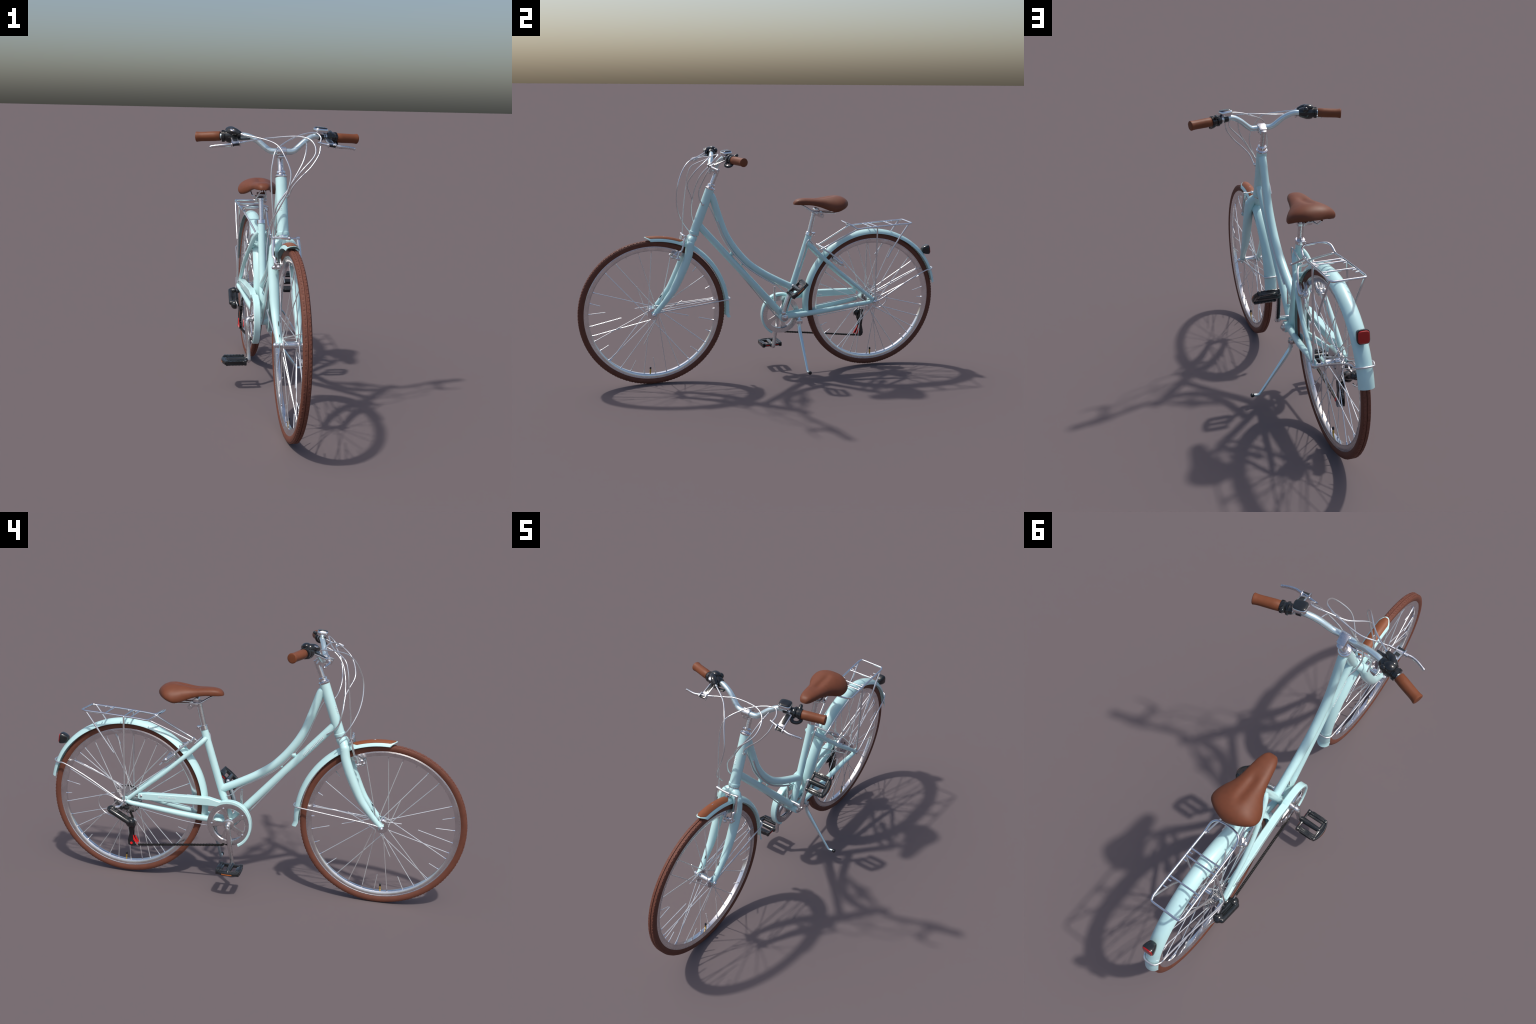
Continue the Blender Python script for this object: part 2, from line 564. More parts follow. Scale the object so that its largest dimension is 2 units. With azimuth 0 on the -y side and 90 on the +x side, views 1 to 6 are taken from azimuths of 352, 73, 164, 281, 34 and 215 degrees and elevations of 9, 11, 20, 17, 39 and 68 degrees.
MG2 = empty("mudguard", BIKE)
MG2.location, MG2.rotation_euler = (.0036, .6085, .3805), (0, .010, -.001)
rear_top = lambda d: .3965 + .005 * max(0, min(1, (62 - d) / 25)) - .004 * max(0, min(1, (30 - d) / 20))
one("mudguard_blade", MG2, lambda g: g.ring((0, 0, 0), guard_profile(rear_top, .0315, .022), MINT, a0=11.8, a1=187, n=90), sharp=50)


def rear_stay(g):
    a = math.radians(23.5)
    rr, sx = .4045, .0035
    ry, rz = RC[1] + rr * math.cos(a), RC[2] + rr * math.sin(a)
    L = [(.081, .616, .382), (.079, .66, .400), (.066, .80, .476), (.050, .92, .531), (sx + .0365, ry - .026, rz - .008), (sx + .024, ry - .004, rz), (sx, ry + .001, rz + .001)]
    Rr = [(-.062, .616, .382), (-.060, .66, .400), (-.046, .80, .476), (-.038, .92, .531), (sx - .0365, ry - .026, rz - .008), (sx - .024, ry - .004, rz)]
    g.tube(spline(L + Rr[::-1], 6), .0036, CABLE, 10)


one("mudguard_stay", BIKE, rear_stay)


# ----------------------------------------------------------------- rear lamp
def lamp(g):
    c, w, h = V(.0085, .943, .645), .0245, .0270
    n = unit(V(0, .97, .12))
    _, up, rt = basis_for(n, (0, 0, 1))

    def rounded(o, a, b, p=4, k=36):
        return [o + rt * a * math.copysign(abs(math.cos(t)) ** (2 / p), math.cos(t)) + up * b * math.copysign(abs(math.sin(t)) ** (2 / p), math.sin(t)) for t in np.linspace(0, 2 * math.pi, k, endpoint=False)]
    g.grid([rounded(c + n * d, w * s, h * s) for d, s in [(-.026, .45), (-.022, .64), (-.008, .88), (.004, .98), (.009, 1.0), (.0125, .98)]], BLACK)
    g.grid([rounded(c + n * d, w * s, h * s) for d, s in [(.008, .88), (.0150, .88), (.0175, .80), (.0185, .5)]], RED)
    g.rod(c - n * .02, V(.012, .918, .625), .008, BLACK)


one("rear_lamp", BIKE, lamp)

# ----------------------------------------------------------------- handlebar and controls
HB = empty("handlebar", BIKE)
BAR = [(-.343, -.204, 1.183), (-.238, -.240, 1.189), (-.175, -.2535, 1.1915), (-.140, -.2615, 1.1915), (-.097, -.2735, 1.174), (-.050, -.290, 1.137), (-.018, -.2965, 1.130), (.028, -.2965, 1.130),
       (.060, -.2925, 1.135), (.108, -.2765, 1.174), (.145, -.2635, 1.1935), (.178, -.256, 1.1935), (.2521, -.2378, 1.1885), (.345, -.212, 1.185)]
one("bar", HB, lambda g: g.tube(spline(BAR, 10), [.0110, .0115, .0120, .0125, .0128, .0125, .0120, .0115, .0110], BARPAINT, 18))
RA, LA = unit(V(*BAR[0]) - V(*BAR[1])), unit(V(*BAR[-1]) - V(*BAR[-2]))
for end, ax in ((V(*BAR[0]), RA), (V(*BAR[-1]), LA)):
    L = .103
    prof = [(-L, .0185), (-L + .002, .0200), (-L + .03, .0205), (-.045, .0200), (-.020, .0197), (-.008, .0206), (-.003, .0217), (.000, .0214), (.0018, .0195), (.0024, .016)]
    one("grip", HB, lambda g: g.lathe(prof, end, ax, GRIP, 32))


def stem(g):
    p0 = HT0 + unit(HT0 - HT1) * .02
    p1 = V(CX - .001, -.2615, 1.121)
    g.rod(p0, p1, .0127, ALLOY, 24)
    g.lathe([(0, .0127), (.0025, .0135), (.006, .0135), (.0075, .0115)], p1 - unit(p1 - p0) * .003, unit(p1 - p0), ALLOY, 24)
    g.tube(spline([p1 - unit(p1 - p0) * .016, V(CX, -.279, 1.121), V(CX, -.296, 1.128)], 5), [.0125, .0140, .0155], ALLOY, 18, flat=1.35, hint=(0, 0, 1))
    g.lathe([(-.0195, .0165), (-.018, .0180), (.018, .0180), (.0195, .0165)], (CX, -.2965, 1.130), (1, 0, 0), ALLOY, 28)
    st = unit(V(0, .0345, -.0200))
    g.box((CX, -.2790, 1.1375), (.034, .044, .007), ALLOY, axes=[(1, 0, 0), st, np.cross(V(1, 0, 0), st)], bevel=.003)
    g.box((CX, -.304, 1.108), (.026, .014, .012), ALLOY, bevel=.003)
    g.rod((CX - .016, -.303, 1.108), (CX + .016, -.303, 1.108), .0042, CHROME)


one("stem", HB, stem)


def bar_at(x):
    P = spline(BAR, 10)
    return V(x, np.interp(x, P[:, 0], P[:, 1]), np.interp(x, P[:, 0], P[:, 2]))


def shifter_right(g):
    o, a = bar_at(-.238), unit(bar_at(-.165) - bar_at(-.238))
    g.lathe([(-.003, .0190), (-.002, .0232), (.010, .0240), (.012, .0220), (.016, .0220), (.018, .0265), (.030, .0300), (.044, .0295), (.060, .0245), (.074, .0195), (.078, .0150)], o, a, BLACK, 28)
    for i in range(24):                         # ribs of the twist ring
        t = 2 * math.pi * i / 24
        _, u, w = basis_for(a)
        g.box(o + a * .004 + (u * math.cos(t) + w * math.sin(t)) * .0236, (.011, .002, .002), BLACK, axes=[a, -u * math.sin(t) + w * math.cos(t), u * math.cos(t) + w * math.sin(t)])
    g.ball(V(-.203, -.240, 1.2165), (.019, .023, .013), BLACK, 18, axis=(0, .2, 1), hint=(0, 1, 0))
    g.ball(V(-.186, -.228, 1.207), (.012, .014, .014), BLACK, 16)
    g.tube(spline([V(-.207, -.256, 1.207), V(-.190, -.274, 1.208), V(-.172, -.286, 1.202)], 6), [.0200, .0170, .0110], BLACK, 18, rounded=True)
    g.ball(V(-.196, -.276, 1.216), (.014, .017, .005), ALLOY, 16, axis=(.1, -.35, 1), hint=(.8, -.6, 0))
    g.rod(V(-.176, -.284, 1.203), V(-.158, -.295, 1.198), .0050, CHROME)
    g.tube(spline([V(-.195, -.268, 1.184), V(-.165, -.282, 1.178), V(-.128, -.282, 1.181)], 5), .0045, BLACK, 10, flat=2.0, hint=(0, 0, 1))


def shifter_left(g):
    o, a = bar_at(.246), unit(bar_at(.19) - bar_at(.246))
    g.lathe([(-.002, .0190), (0, .0225), (.010, .0232), (.012, .0205), (.022, .0200), (.024, .0250), (.031, .0260), (.033, .0215), (.045, .0190), (.048, .0150)], o, a, BLACK, 28)
    for i in range(24):
        t = 2 * math.pi * i / 24
        _, u, w = basis_for(a)
        g.box(o + a * .005 + (u * math.cos(t) + w * math.sin(t)) * .0228, (.010, .002, .002), BLACK, axes=[a, -u * math.sin(t) + w * math.cos(t), u * math.cos(t) + w * math.sin(t)])
    g.tube([V(.231, -.230, 1.204), V(.227, -.217, 1.211)], .0085, BLACK, 12, rounded=True)
    g.tube(spline([V(.214, -.262, 1.180), V(.222, -.274, 1.164), V(.240, -.264, 1.158), V(.250, -.250, 1.164), V(.244, -.242, 1.176)], 6), .0052, BLACK, 10, flat=1.5)


one("shifter", HB, shifter_right)
one("shifter", HB, shifter_left)


def brake_lever(s):
    def f(g):
        m = lambda x, y, z: V(s * x, y, z)
        sh = .010 if s > 0 else 0               # the left one sits a little further out
        bx = .192 + sh
        c = bar_at(s * bx)
        a = unit(bar_at(s * (bx + .01)) - bar_at(s * (bx - .01)))
        g.lathe([(-.008, .0150), (-.007, .0165), (.007, .0165), (.008, .0150)], c, a, ALLOY, 22)
        # hollow forged bracket reaching forward and down
        p0, p1 = c + V(0, -.012, -.001), m(.192 + sh * 1.6, -.334, 1.164)
        d = unit(p1 - p0)
        _, u, w = basis_for(d, a)
        g.box((p0 + p1) / 2, (.030, np.linalg.norm(p1 - p0), .007), ALLOY, axes=[u, d, w], bevel=.002)
        g.box((p0 + p1) / 2 + w * .0042 * (1 if w[2] > 0 else -1), (.018, np.linalg.norm(p1 - p0) * .7, .0025), BLACK, axes=[u, d, w], bevel=.0008)
        for q in (-.5, .5):
            g.box(p1 + u * .032 * q + d * .010, (.005, .026, .020), ALLOY, axes=[u, d, w], bevel=.002)
        g.box(p1 + d * .012 - w * .0, (.028, .018, .008), BLACK, axes=[u, d, w], bevel=.001)
        # perch, barrel adjuster and cable end
        g.tube(spline([m(.222 + sh * .6, -.340, 1.157), m(.196 + sh * .8, -.340, 1.160), m(.168 + sh * .6, -.335, 1.166), m(.146 + sh * .5, -.331, 1.171)], 5), [.0065, .0070, .0050, .0042], CHROME, 12)
        g.lathe([(-.004, .0055), (.004, .0055)], m(.158 + sh * .5, -.333, 1.168), m(-1, .1, .2), CHROME, 12)
        g.lathe([(-.009, .0060), (.009, .0060)], m(.205 + sh * 1.6, -.341, 1.157), (0, .3, 1), CHROME, 14)
        # blade
        tip = .293 if s < 0 else .306
        pts = [m(.205 + sh * 1.4, -.341, 1.158), m(.222 + sh * 1.4, -.344, 1.156), m(.240 + sh * 1.3, -.346, 1.154), m(.265 + sh * 1.2, -.342, 1.152), m(tip, -.333, 1.1475)]
        g.tube(spline(pts, 6), [.0058, .0060, .0055, .0050, .0048], ALLOY, 12, flat=1.25, hint=(0, 1, .3), rounded=True)
        g.ball(m(tip + .001, -.333, 1.1468), .0062, ALLOY, 12)
    return f


for s in (1, -1):
    one("brake_lever", HB, brake_lever(s))


def bell(g):
    a = unit(bar_at(.195) - bar_at(.155))
    n, rt = V(-.05, -.10, 1), a
    n = unit(n - a * (n @ a))
    fw = np.cross(n, a)
    c = V(.176, -.259, 1.212)

    def sq(h, s, k=40, p=3.6):
        return [c + n * h + a * .0295 * s * math.copysign(abs(math.cos(t)) ** (2 / p), math.cos(t)) + fw * .0255 * s * math.copysign(abs(math.sin(t)) ** (2 / p), math.sin(t)) for t in np.linspace(0, 2 * math.pi, k, endpoint=False)]
    g.grid([sq(h, s) for h, s in [(-.010, .62), (-.007, .80), (-.001, .95), (.005, 1.0), (.011, .985), (.0155, .93), (.0175, .86)]], CHROME)
    g.grid([sq(h, s) for h, s in [(.0155, .90), (.0180, .885), (.0205, .80), (.0218, .55), (.0222, .25)]], BLACK)
    b = bar_at(.178)
    g.lathe([(-.010, .0145), (-.009, .0160), (.009, .0160), (.010, .0145)], b, a, BLACK, 22)
    g.rod(b + V(0, 0, .006), c - n * .004, .010, BLACK)


one("bell", HB, bell)

# ----------------------------------------------------------------- control cables
CB = empty("cable_set", BIKE)
cables = [
    [(-.163, -.2917, 1.1973), (-.0853, -.3459, 1.1834), (-.0331, -.4045, 1.1626), (-.0059, -.4436, 1.1201), (.0163, -.4727, 1.0518), (.0042, -.4792, .9816), (-.026, -.4681, .9124), (-.0575, -.4359, .8413), (-.0600, -.395, .785)],
    [(.160, -.332, 1.168), (.168, -.316, 1.188), (.160, -.300, 1.204), (.143, -.2933, 1.2105), (.090, -.305, 1.202), (.0248, -.3314, 1.1758), (-.0316, -.3901, 1.1396), (-.0486, -.4102, 1.0893), (-.0545, -.4182, 1.0334), (-.0509, -.4311, .9384), (-.0437, -.4401, .845), (-.0431, -.4437, .7878)],
    [(-.150, -.331, 1.170), (-.1036, -.3177, 1.1776), (-.041, -.302, 1.1858), (.0668, -.3169, 1.1944), (.1228, -.3507, 1.1771), (.1272, -.4065, 1.126), (.0663, -.434, 1.0577), (.028, -.412, 1.000), (.015, -.401, .972)],
    [(.112, -.285, 1.168), (.106, -.325, 1.150), (.096, -.356, 1.122), (.080, -.378, 1.085), (.048, -.393, 1.030), (.015, -.399, .972)],
    [(.1651, -.3256, 1.1625), (.1593, -.3428, 1.1351), (.1486, -.3551, 1.1121), (.1175, -.3688, 1.0694), (.0738, -.3751, 1.0266), (.046, -.371, .992), (.036, -.362, .966), (.0300, -.350, .948)],
    [(.015, -.400, .972), (-.0017, -.3990, .950), (-.0278, -.3971, .9045), (-.0310, -.386, .850), (-.0240, -.362, .815), (-.009, -.330, .790)],
]
for i, c in enumerate(cables):
    one("cable", CB, lambda g: g.tube(spline(c, 10), .0030 if i != 5 else .0036, CABLE, 10, rounded=True))


def small_fittings(g):
    g.lathe([(0, .0045), (.010, .0045)], (.0290, -.353, .955), (.2, .3, -1), ALLOY, 10)
    g.box((.027, -.346, .946), (.010, .012, .010), ALLOY, bevel=.002)
    g.ball((.015, -.400, .972), .0048, ALLOY, 10)


one("cable_stop", CB, small_fittings)
# housing under the down tube, housing under the top tube, and on to the rear derailleur
one("cable", CB, lambda g: g.tube([V(CX - .012, -.350, .806), V(CX - .010, -.312, .764), V(CX - .009, -.165, .594), V(CX - .008, -.021, .416), V(CX - .008, .075, .303)], .0030, CABLE, 8))


def top_tube_cable(g):
    under = spline([V(CX - .004, y, z) for y, z in SWAN], 6)
    t = np.gradient(under, axis=0)
    nrm = np.array([unit(V(0, q[2], -q[1])) for q in t])
    run = [p + (n if n[2] < 0 else -n) * .0195 for p, n in zip(under, nrm)][14:-10:4]
    pts = spline([V(CX - .010, -.325, .950), V(CX - .008, -.302, .925)] + run + [V(CX - .006, .062, .492), V(CX - .006, .098, .455), V(CX - .006, .128, .440)], 4)
    g.tube(pts, [.0030, .0030, .0062, .0065, .0065, .0060, .0030, .0022], CABLE, 10)
    for p in run[1::3]:
        g.ball(p, .0066, ALLOY, 10)


one("cable", CB, top_tube_cable)
side = [(-.266, .852), (-.238, .778), (-.188, .690), (-.118, .611), (-.045, .555), (.020, .514), (.045, .499)]
one("cable", CB, lambda g: g.tube(spline([V(CX + .0135, y, z) for y, z in side], 8), .0045, CABLE, 10, rounded=True))
one("cable", CB, lambda g: g.tube(spline([(.012, .290, .680), (.028, .258, .712), (.036, .236, .735), (.037, .222, .722), (.032, .214, .680), (.026, .196, .620), (.024, .184, .586)], 8), .0032, CABLE, 10))
one("cable", CB, lambda g: g.tube(spline([(-.058, .600, .365), (-.066, .640, .388), (-.060, .700, .405), (-.056, .737, .385), (-.056, .738, .345), (-.060, .705, .312), (-.070, .655, .298)], 8), .0026, CABLE, 10))
one("cable", CB, lambda g: g.tube(spline([(-.012, .180, .288), (-.030, .300, .303), (-.040, .420, .325), (-.050, .540, .352)], 8), .0022, CABLE, 8))

# ----------------------------------------------------------------- seat post and saddle
ST = empty("seat", BIKE)


def seat_post(g):
    g.rod((CX, .236, .736), (CX, .2695, .872), .0125, ALLOY, 24)
    g.lathe([(0, .0125), (.001, .0138), (.012, .0138), (.014, .012)], (CX, .2675, .864), unit(V(0, .25, 1)), ALLOY, 24)
    ax = unit(V(0, .243 - .100, .756 - .318))
    g.lathe([(0, .0190), (.001, .0205), (.018, .0205), (.0195, .0190), (.0197, .0125)], V(CX, .2425, .7555), ax, CHROME, 26)
    g.box(V(CX, .268, .764), (.024, .018, .016), CHROME, bevel=.003)
    g.rod(V(CX - .017, .270, .764), V(CX + .017, .270, .764), .0050, CHROME)
    # clamp that grips the saddle rails
    g.lathe([(-.026, .011), (-.025, .0135), (-.014, .0135), (-.013, .0115), (.013, .0115), (.014, .0135), (.025, .0135), (.026, .011)], (CX, .302, .876), (1, 0, 0), ALLOY, 20)
    g.lathe([(-.021, .010), (-.02, .0125), (.02, .0125), (.021, .010)], (CX, .282, .893), (1, 0, 0), ALLOY, 20)
    g.lathe([(-.031, .0095), (-.028, .011), (.028, .011), (.031, .0095)], (CX, .309, .862), (1, 0, 0), ALLOY, 14)
    g.box((CX, .290, .872), (.034, .036, .018), ALLOY, bevel=.004)


one("seat_post", ST, seat_post)


def saddle_shell(g):
    Y = [.1545, .157, .163, .175, .200, .240, .285, .317, .345, .370, .395, .418, .436, .449, .457, .4605]
    Wd = [.006, .015, .022, .0295, .0375, .0450, .0540, .0660, .0840, .0955, .0985, .0905, .0690, .0450, .0240, .009]
    Zt = [.929, .938, .946, .9535, .9580, .9580, .9570, .9605, .9645, .9675, .9680, .9640, .9560, .9450, .9320, .921]
    Zb = [.9265, .9260, .9258, .9255, .9252, .9235, .9140, .9020, .8920, .8885, .8960, .9055, .9120, .9160, .9180, .919]
    yy = np.r_[np.linspace(.1545, .18, 9), np.linspace(.186, .43, 34), np.linspace(.434, .4605, 11)]

    def ip(T, y):
        # smooth monotone-ish interpolation
        i = int(np.clip(np.searchsorted(Y, y) - 1, 0, len(Y) - 2))
        t = (y - Y[i]) / (Y[i + 1] - Y[i])
        m0 = (T[i + 1] - T[max(i - 1, 0)]) / (Y[i + 1] - Y[max(i - 1, 0)])
        m1 = (T[min(i + 2, len(Y) - 1)] - T[i]) / (Y[min(i + 2, len(Y) - 1)] - Y[i])
        h = Y[i + 1] - Y[i]
        return (2 * t ** 3 - 3 * t * t + 1) * T[i] + (t ** 3 - 2 * t * t + t) * h * m0 + (3 * t * t - 2 * t ** 3) * T[i + 1] + (t ** 3 - t * t) * h * m1
    rows = []
    for y in yy:
        w, zt, zb = max(.004, ip(Wd, y)), ip(Zt, y), ip(Zb, y)
        wide = np.clip((w - .04) / .06, 0, 1)
        zm = zb + (zt - zb) * (.30 - .12 * wide)
        wide = np.clip((w - .04) / .06, 0, 1)
        out = []
        for t in np.linspace(-.42, math.pi + .42, 49):      # open section: skirt, side, top, side, skirt
            c, q = math.cos(t), math.sin(t)
            x = w * math.copysign(abs(c) ** (.80 + .22 * wide), c)
            if q >= 0:
                z = zm + (zt - zm) * abs(q) ** (.80 + .28 * wide)
                z -= .0075 * math.exp(-(x / .017) ** 2) * math.exp(-((y - .325) / .062) ** 4)
            else:
                k = abs(q) / math.sin(.42)
                z = zm - (zm - zb) * k ** .8
                x = w * math.copysign(1 - .07 * k ** 2, c)
            out.append((x, z))
        hollow = np.clip(min((y - .156) / .02, (.4595 - y) / .02), 0, 1)
        inn = [(x * (1 - .12 * hollow - .02), zb + max(0, (z - zb) * (.80 * hollow) - .002) if hollow > 0 else zb) for x, z in out][::-1]
        rows.append([V(CX - .001 + x, y, z) for x, z in out + inn])
    g.grid(rows, LEATHER)


one("saddle", ST, saddle_shell, sharp=60)


def saddle_rail(s):
    def f(g):
        g.tube(spline([(CX + s * .010, .192, .924), (CX + s * .014, .215, .913), (CX + s * .022, .252, .889), (CX + s * .023, .268, .8835), (CX + s * .023, .340, .879), (CX + s * .028, .385, .879), (CX + s * .034, .425, .905)], 6), .0042, CHROME, 10)
    return f


for s in (1, -1):
    one("saddle_rail", ST, saddle_rail(s))

# ----------------------------------------------------------------- luggage rack
RK = empty("luggage_rack", BIKE)
rx = .008


def rack_loop(g):
    h = .0685
    L = [(rx + h, .800, .8075), (rx + h - .001, .70, .803), (rx + h - .003, .56, .794), (rx + h - .004, .510, .7895), (rx + h - .004, .492, .793), (rx + h - .006, .474, .8045), (rx + h - .011, .459, .8130), (rx + h - .024, .4480, .8185), (rx + .020, .4435, .8200), (rx, .4430, .8203)]
    R = [(2 * rx - x, y, z + .001) for x, y, z in L[-2::-1]]
    back = [(rx - h + .004, .816, .811), (rx - h + .014, .8215, .811), (rx, .8205, .8105), (rx + h - .014, .8195, .8095), (rx + h - .004, .814, .809)]
    g.tube(np.vstack([spline(L + R, 6), spline(back, 5)[1:-1]]), .0046, CHROME, 12, closed=True)


def rack_bar(y, z, r=.0038):
    return lambda g: g.rod((rx - .068, y, z), (rx + .067, y, z), r, CHROME, 10)


one("rack_rail", RK, rack_loop)
for y, z in ((.5815, .7965), (.6135, .7985), (.7075, .8035)):
    one("rack_bar", RK, rack_bar(y, z))


def rack_pegs(g):
    for y, z in ((.597, .797), (.631, .799), (.722, .804), (.750, .806), (.495, .790)):
        for s in (1, -1):
            g.rod((rx + s * .067, y, z), (rx + s * .051, y, z), .0028, CHROME, 8, rounded=True)


one("rack_peg", RK, rack_pegs, stuff=True)


def rack_leg(pts, r=.0043):
    return lambda g: g.tube(spline(pts, 6), r, CABLE, 10, rounded=True)


one("rack_leg", RK, rack_leg([(.0755, .614, .797), (.0765, .613, .70), (.0765, .611, .50), (.0765, .609, .405), (.0775, .611, .388)]))
one("rack_leg", RK, rack_leg([(-.0615, .614, .797), (-.0635, .613, .70), (-.0655, .610, .50), (-.0660, .609, .405), (-.062, .611, .388)]))
one("rack_leg", RK, rack_leg([(.0745, .800, .806), (.0765, .712, .682), (.0765, .680, .625)]))
one("rack_leg", RK, rack_leg([(-.0595, .800, .806), (-.0615, .705, .675), (-.0615, .664, .619)]))
one("rack_leg", RK, rack_leg([(.0675, .503, .788), (.062, .40, .7365), (.062, .310, .692)]))
one("rack_leg", RK, rack_leg([(-.052, .490, .788), (-.030, .40, .745), (-.013, .320, .706), (-.012, .298, .697)]))
one("rack_leg", RK, rack_leg([(.068, .307, .691), (.03, .304, .696), (-.020, .298, .700)]))
one("rack_peg", RK, lambda g: [g.ball((.064, .308, .692), .0062, CHROME, 10), g.ball((-.016, .299, .699), .0065, CHROME, 10), g.rod((.062, .310, .692), (.060, .285, .680), .0036, CHROME)], stuff=True)


# ----------------------------------------------------------------- brakes
def front_brake(g):
    for s, xt, xb in ((1, .058, .0625), (-1, -.043, -.0385)):
        top, bot = V(xt, -.446, .786), V(xb, -.4895, .673)
        mid = (top + bot) / 2 + V(s * .004, .002, -.010)
        low = bot + (top - bot) * .30 + V(-s * .001, -.002, 0)
        g.tube(spline([top, mid, low, bot], 6), [.0070, .0078, .0070, .0082], ALLOY, 12, flat=.7, hint=(1, 0, 0), rounded=True)
        g.lathe([(-.014, .0085), (.004, .0085), (.006, .0065), (.010, .0060)], bot, (0, -1, .1), ALLOY, 14)
        g.lathe([(-.006, .0070), (.006, .0070)], top, (s, 0, 0), CHROME, 12)
        pc = V(CX + s * .030, -.500, .688)
        g.rod(bot + V(0, 0, .014), pc, .0055, CHROME, 10)
        g.lathe([(-.004, .0095), (.004, .0105), (.007, .0070)], pc + V(s * .012, 0, 0), (s, -.3, 0), ALLOY, 14)
        g.box(V(CX + s * .0215, -.486, .694), (.010, .034, .012), ALLOY, axes=[(1, 0, 0), (0, .80, .60), (0, -.60, .80)], bevel=.003)
        g.ball(V(CX + s * .034, -.508, .677), .0105, ALLOY, 14)
        g.ball(V(CX + s * .050, -.484, .672), .0090, CHROME, 12)
    g.tube(spline([V(-.043, -.449, .789), V(-.01, -.452, .788), V(.020, -.450, .786)], 5), .0055, CABLE, 10)
    g.rod(V(.018, -.450, .786), V(.060, -.447, .786), .0030, CHROME, 8)
    g.ball(V(.022, -.450, .786), .0075, CHROME, 10)
    g.box(V(CX, -.437, .757), (.026, .014, .020), ALLOY, bevel=.003)
    g.rod(V(CX, -.446, .757), V(CX, -.460, .757), .006, CHROME, 6)


one("rim_brake", BIKE, front_brake)


def rear_brake(g):
    g.tube(spline([(-.012, .315, .692), (.012, .317, .684), (.030, .316, .682), (.040, .322, .678), (.052, .352, .660), (.060, .390, .628), (.060, .412, .606)], 6), .0048, CABLE, 10)
    g.tube(spline([(-.028, .306, .696), (-.036, .340, .668), (-.038, .385, .628), (-.032, .415, .602)], 6), .0052, CABLE, 10)
    for s, x in ((1, .036), (-1, -.016)):
        pc = V(x, .398, .609)
        g.lathe([(-.010, .0100), (.000, .0115), (.008, .0115), (.010, .0090)], pc + V(s * .006, .012, -.004), (s * .5, .8, -.3), ALLOY, 16)
        g.box(pc + V(-s * .004, -.005, .006), (.012, .055, .014), ALLOY, axes=[(1, 0, 0), (0, .72, -.69), (0, .69, .72)], bevel=.003)
        g.rod(pc, V(x + s * .024, .412, .604), .0058, CHROME, 10)
        g.ball(V(x + s * .022, .414, .602), .0125, ALLOY, 14)
        g.ball(V(x + s * .006, .418, .596), .0135, ALLOY, 14)
        g.tube([V(x + s * .020, .372, .632), V(x + s * .022, .410, .598)], [.0075, .0095], ALLOY, 12, flat=1.3, rounded=True)
        g.box(V(x + s * .012, .425, .592), (.016, .016, .014), ALLOY, bevel=.003)
        g.rod(V(x + s * .014, .430, .588), V(x + s * .016, .446, .572), .003, ALLOY, 8)
    g.ball(V(-.016, .350, .668), .008, ALLOY, 10)
    g.box(V(-.012, .330, .682), (.014, .022, .012), ALLOY, bevel=.003)


one("rim_brake", BIKE, rear_brake)

# ----------------------------------------------------------------- drivetrain
DT = empty("drivetrain", BIKE)
BB = V(0, .0985, .3175)


def chain_guard(g):
    ro, ri = .1195, .1035
    outer = [(.536, .4375), (.36, .4435), (.20, .4455)]
    arc = [(BB[1] + ro * math.cos(a), BB[2] + ro * math.sin(a)) for a in np.radians(np.linspace(68, 243, 44))]
    arc2 = [(BB[1] + ri * math.cos(a), BB[2] + ri * math.sin(a)) for a in np.radians(np.linspace(243, 56, 46))]
    low = [(.20, .4035), (.36, .4025), (.536, .4020), (.541, .409), (.541, .431)]
    g.slab(outer + arc + arc2 + low, -.024, -.0545, MINT)


def chain_guard_shape(g):
    """Same outline, as a strip of quads so that its long faces shade cleanly."""
    ro, ri = .1185, .1040
    top = [(.541, .4270), (.532, .4318), (.45, .4345), (.36, .4375), (.27, .4395), (.20, .4405)]
    bot = [(.541, .4050), (.532, .4005), (.45, .4005), (.36, .4010), (.27, .4015), (.195, .4025)]
    arc_o = [(BB[1] + (ro + .0085 * min(0, math.cos(a))) * math.cos(a), BB[2] + ro * math.sin(a)) for a in np.radians(np.linspace(68, 243, 50))]
    arc_i = [(BB[1] + (ri + .0060 * min(0, math.cos(a))) * math.cos(a), BB[2] + ri * math.sin(a)) for a in np.radians(np.linspace(54, 243, 50))]
    O, I = top + arc_o, bot + arc_i
    rows = []
    for (yo, zo), (yi, zi) in zip(O, I):
        d = unit(V(0, yo - yi, zo - zi)) * .003
        fl = -.011 * np.clip((yo - .19) / .34, 0, 1)
        rows.append([p + V(fl, 0, 0) for p in [V(-.027, yo, zo), V(-.0515, yo, zo), V(-.0545, yo - d[1], zo - d[2]), V(-.0545, yi + d[1], zi + d[2]), V(-.0515, yi, zi), V(-.027, yi, zi), V(-.024, yi + d[1], zi + d[2]), V(-.024, yo - d[1], zo - d[2])]])
    g.grid(rows, MINT)


g = Geo()
chain_guard_shape(g)
g.lathe([(0, .006), (.004, .006), (.006, .004)], (-.0650, .525, .420), (-1, 0, 0), ALLOY, 14)
g.build("chain_guard", DT, sharp=30)


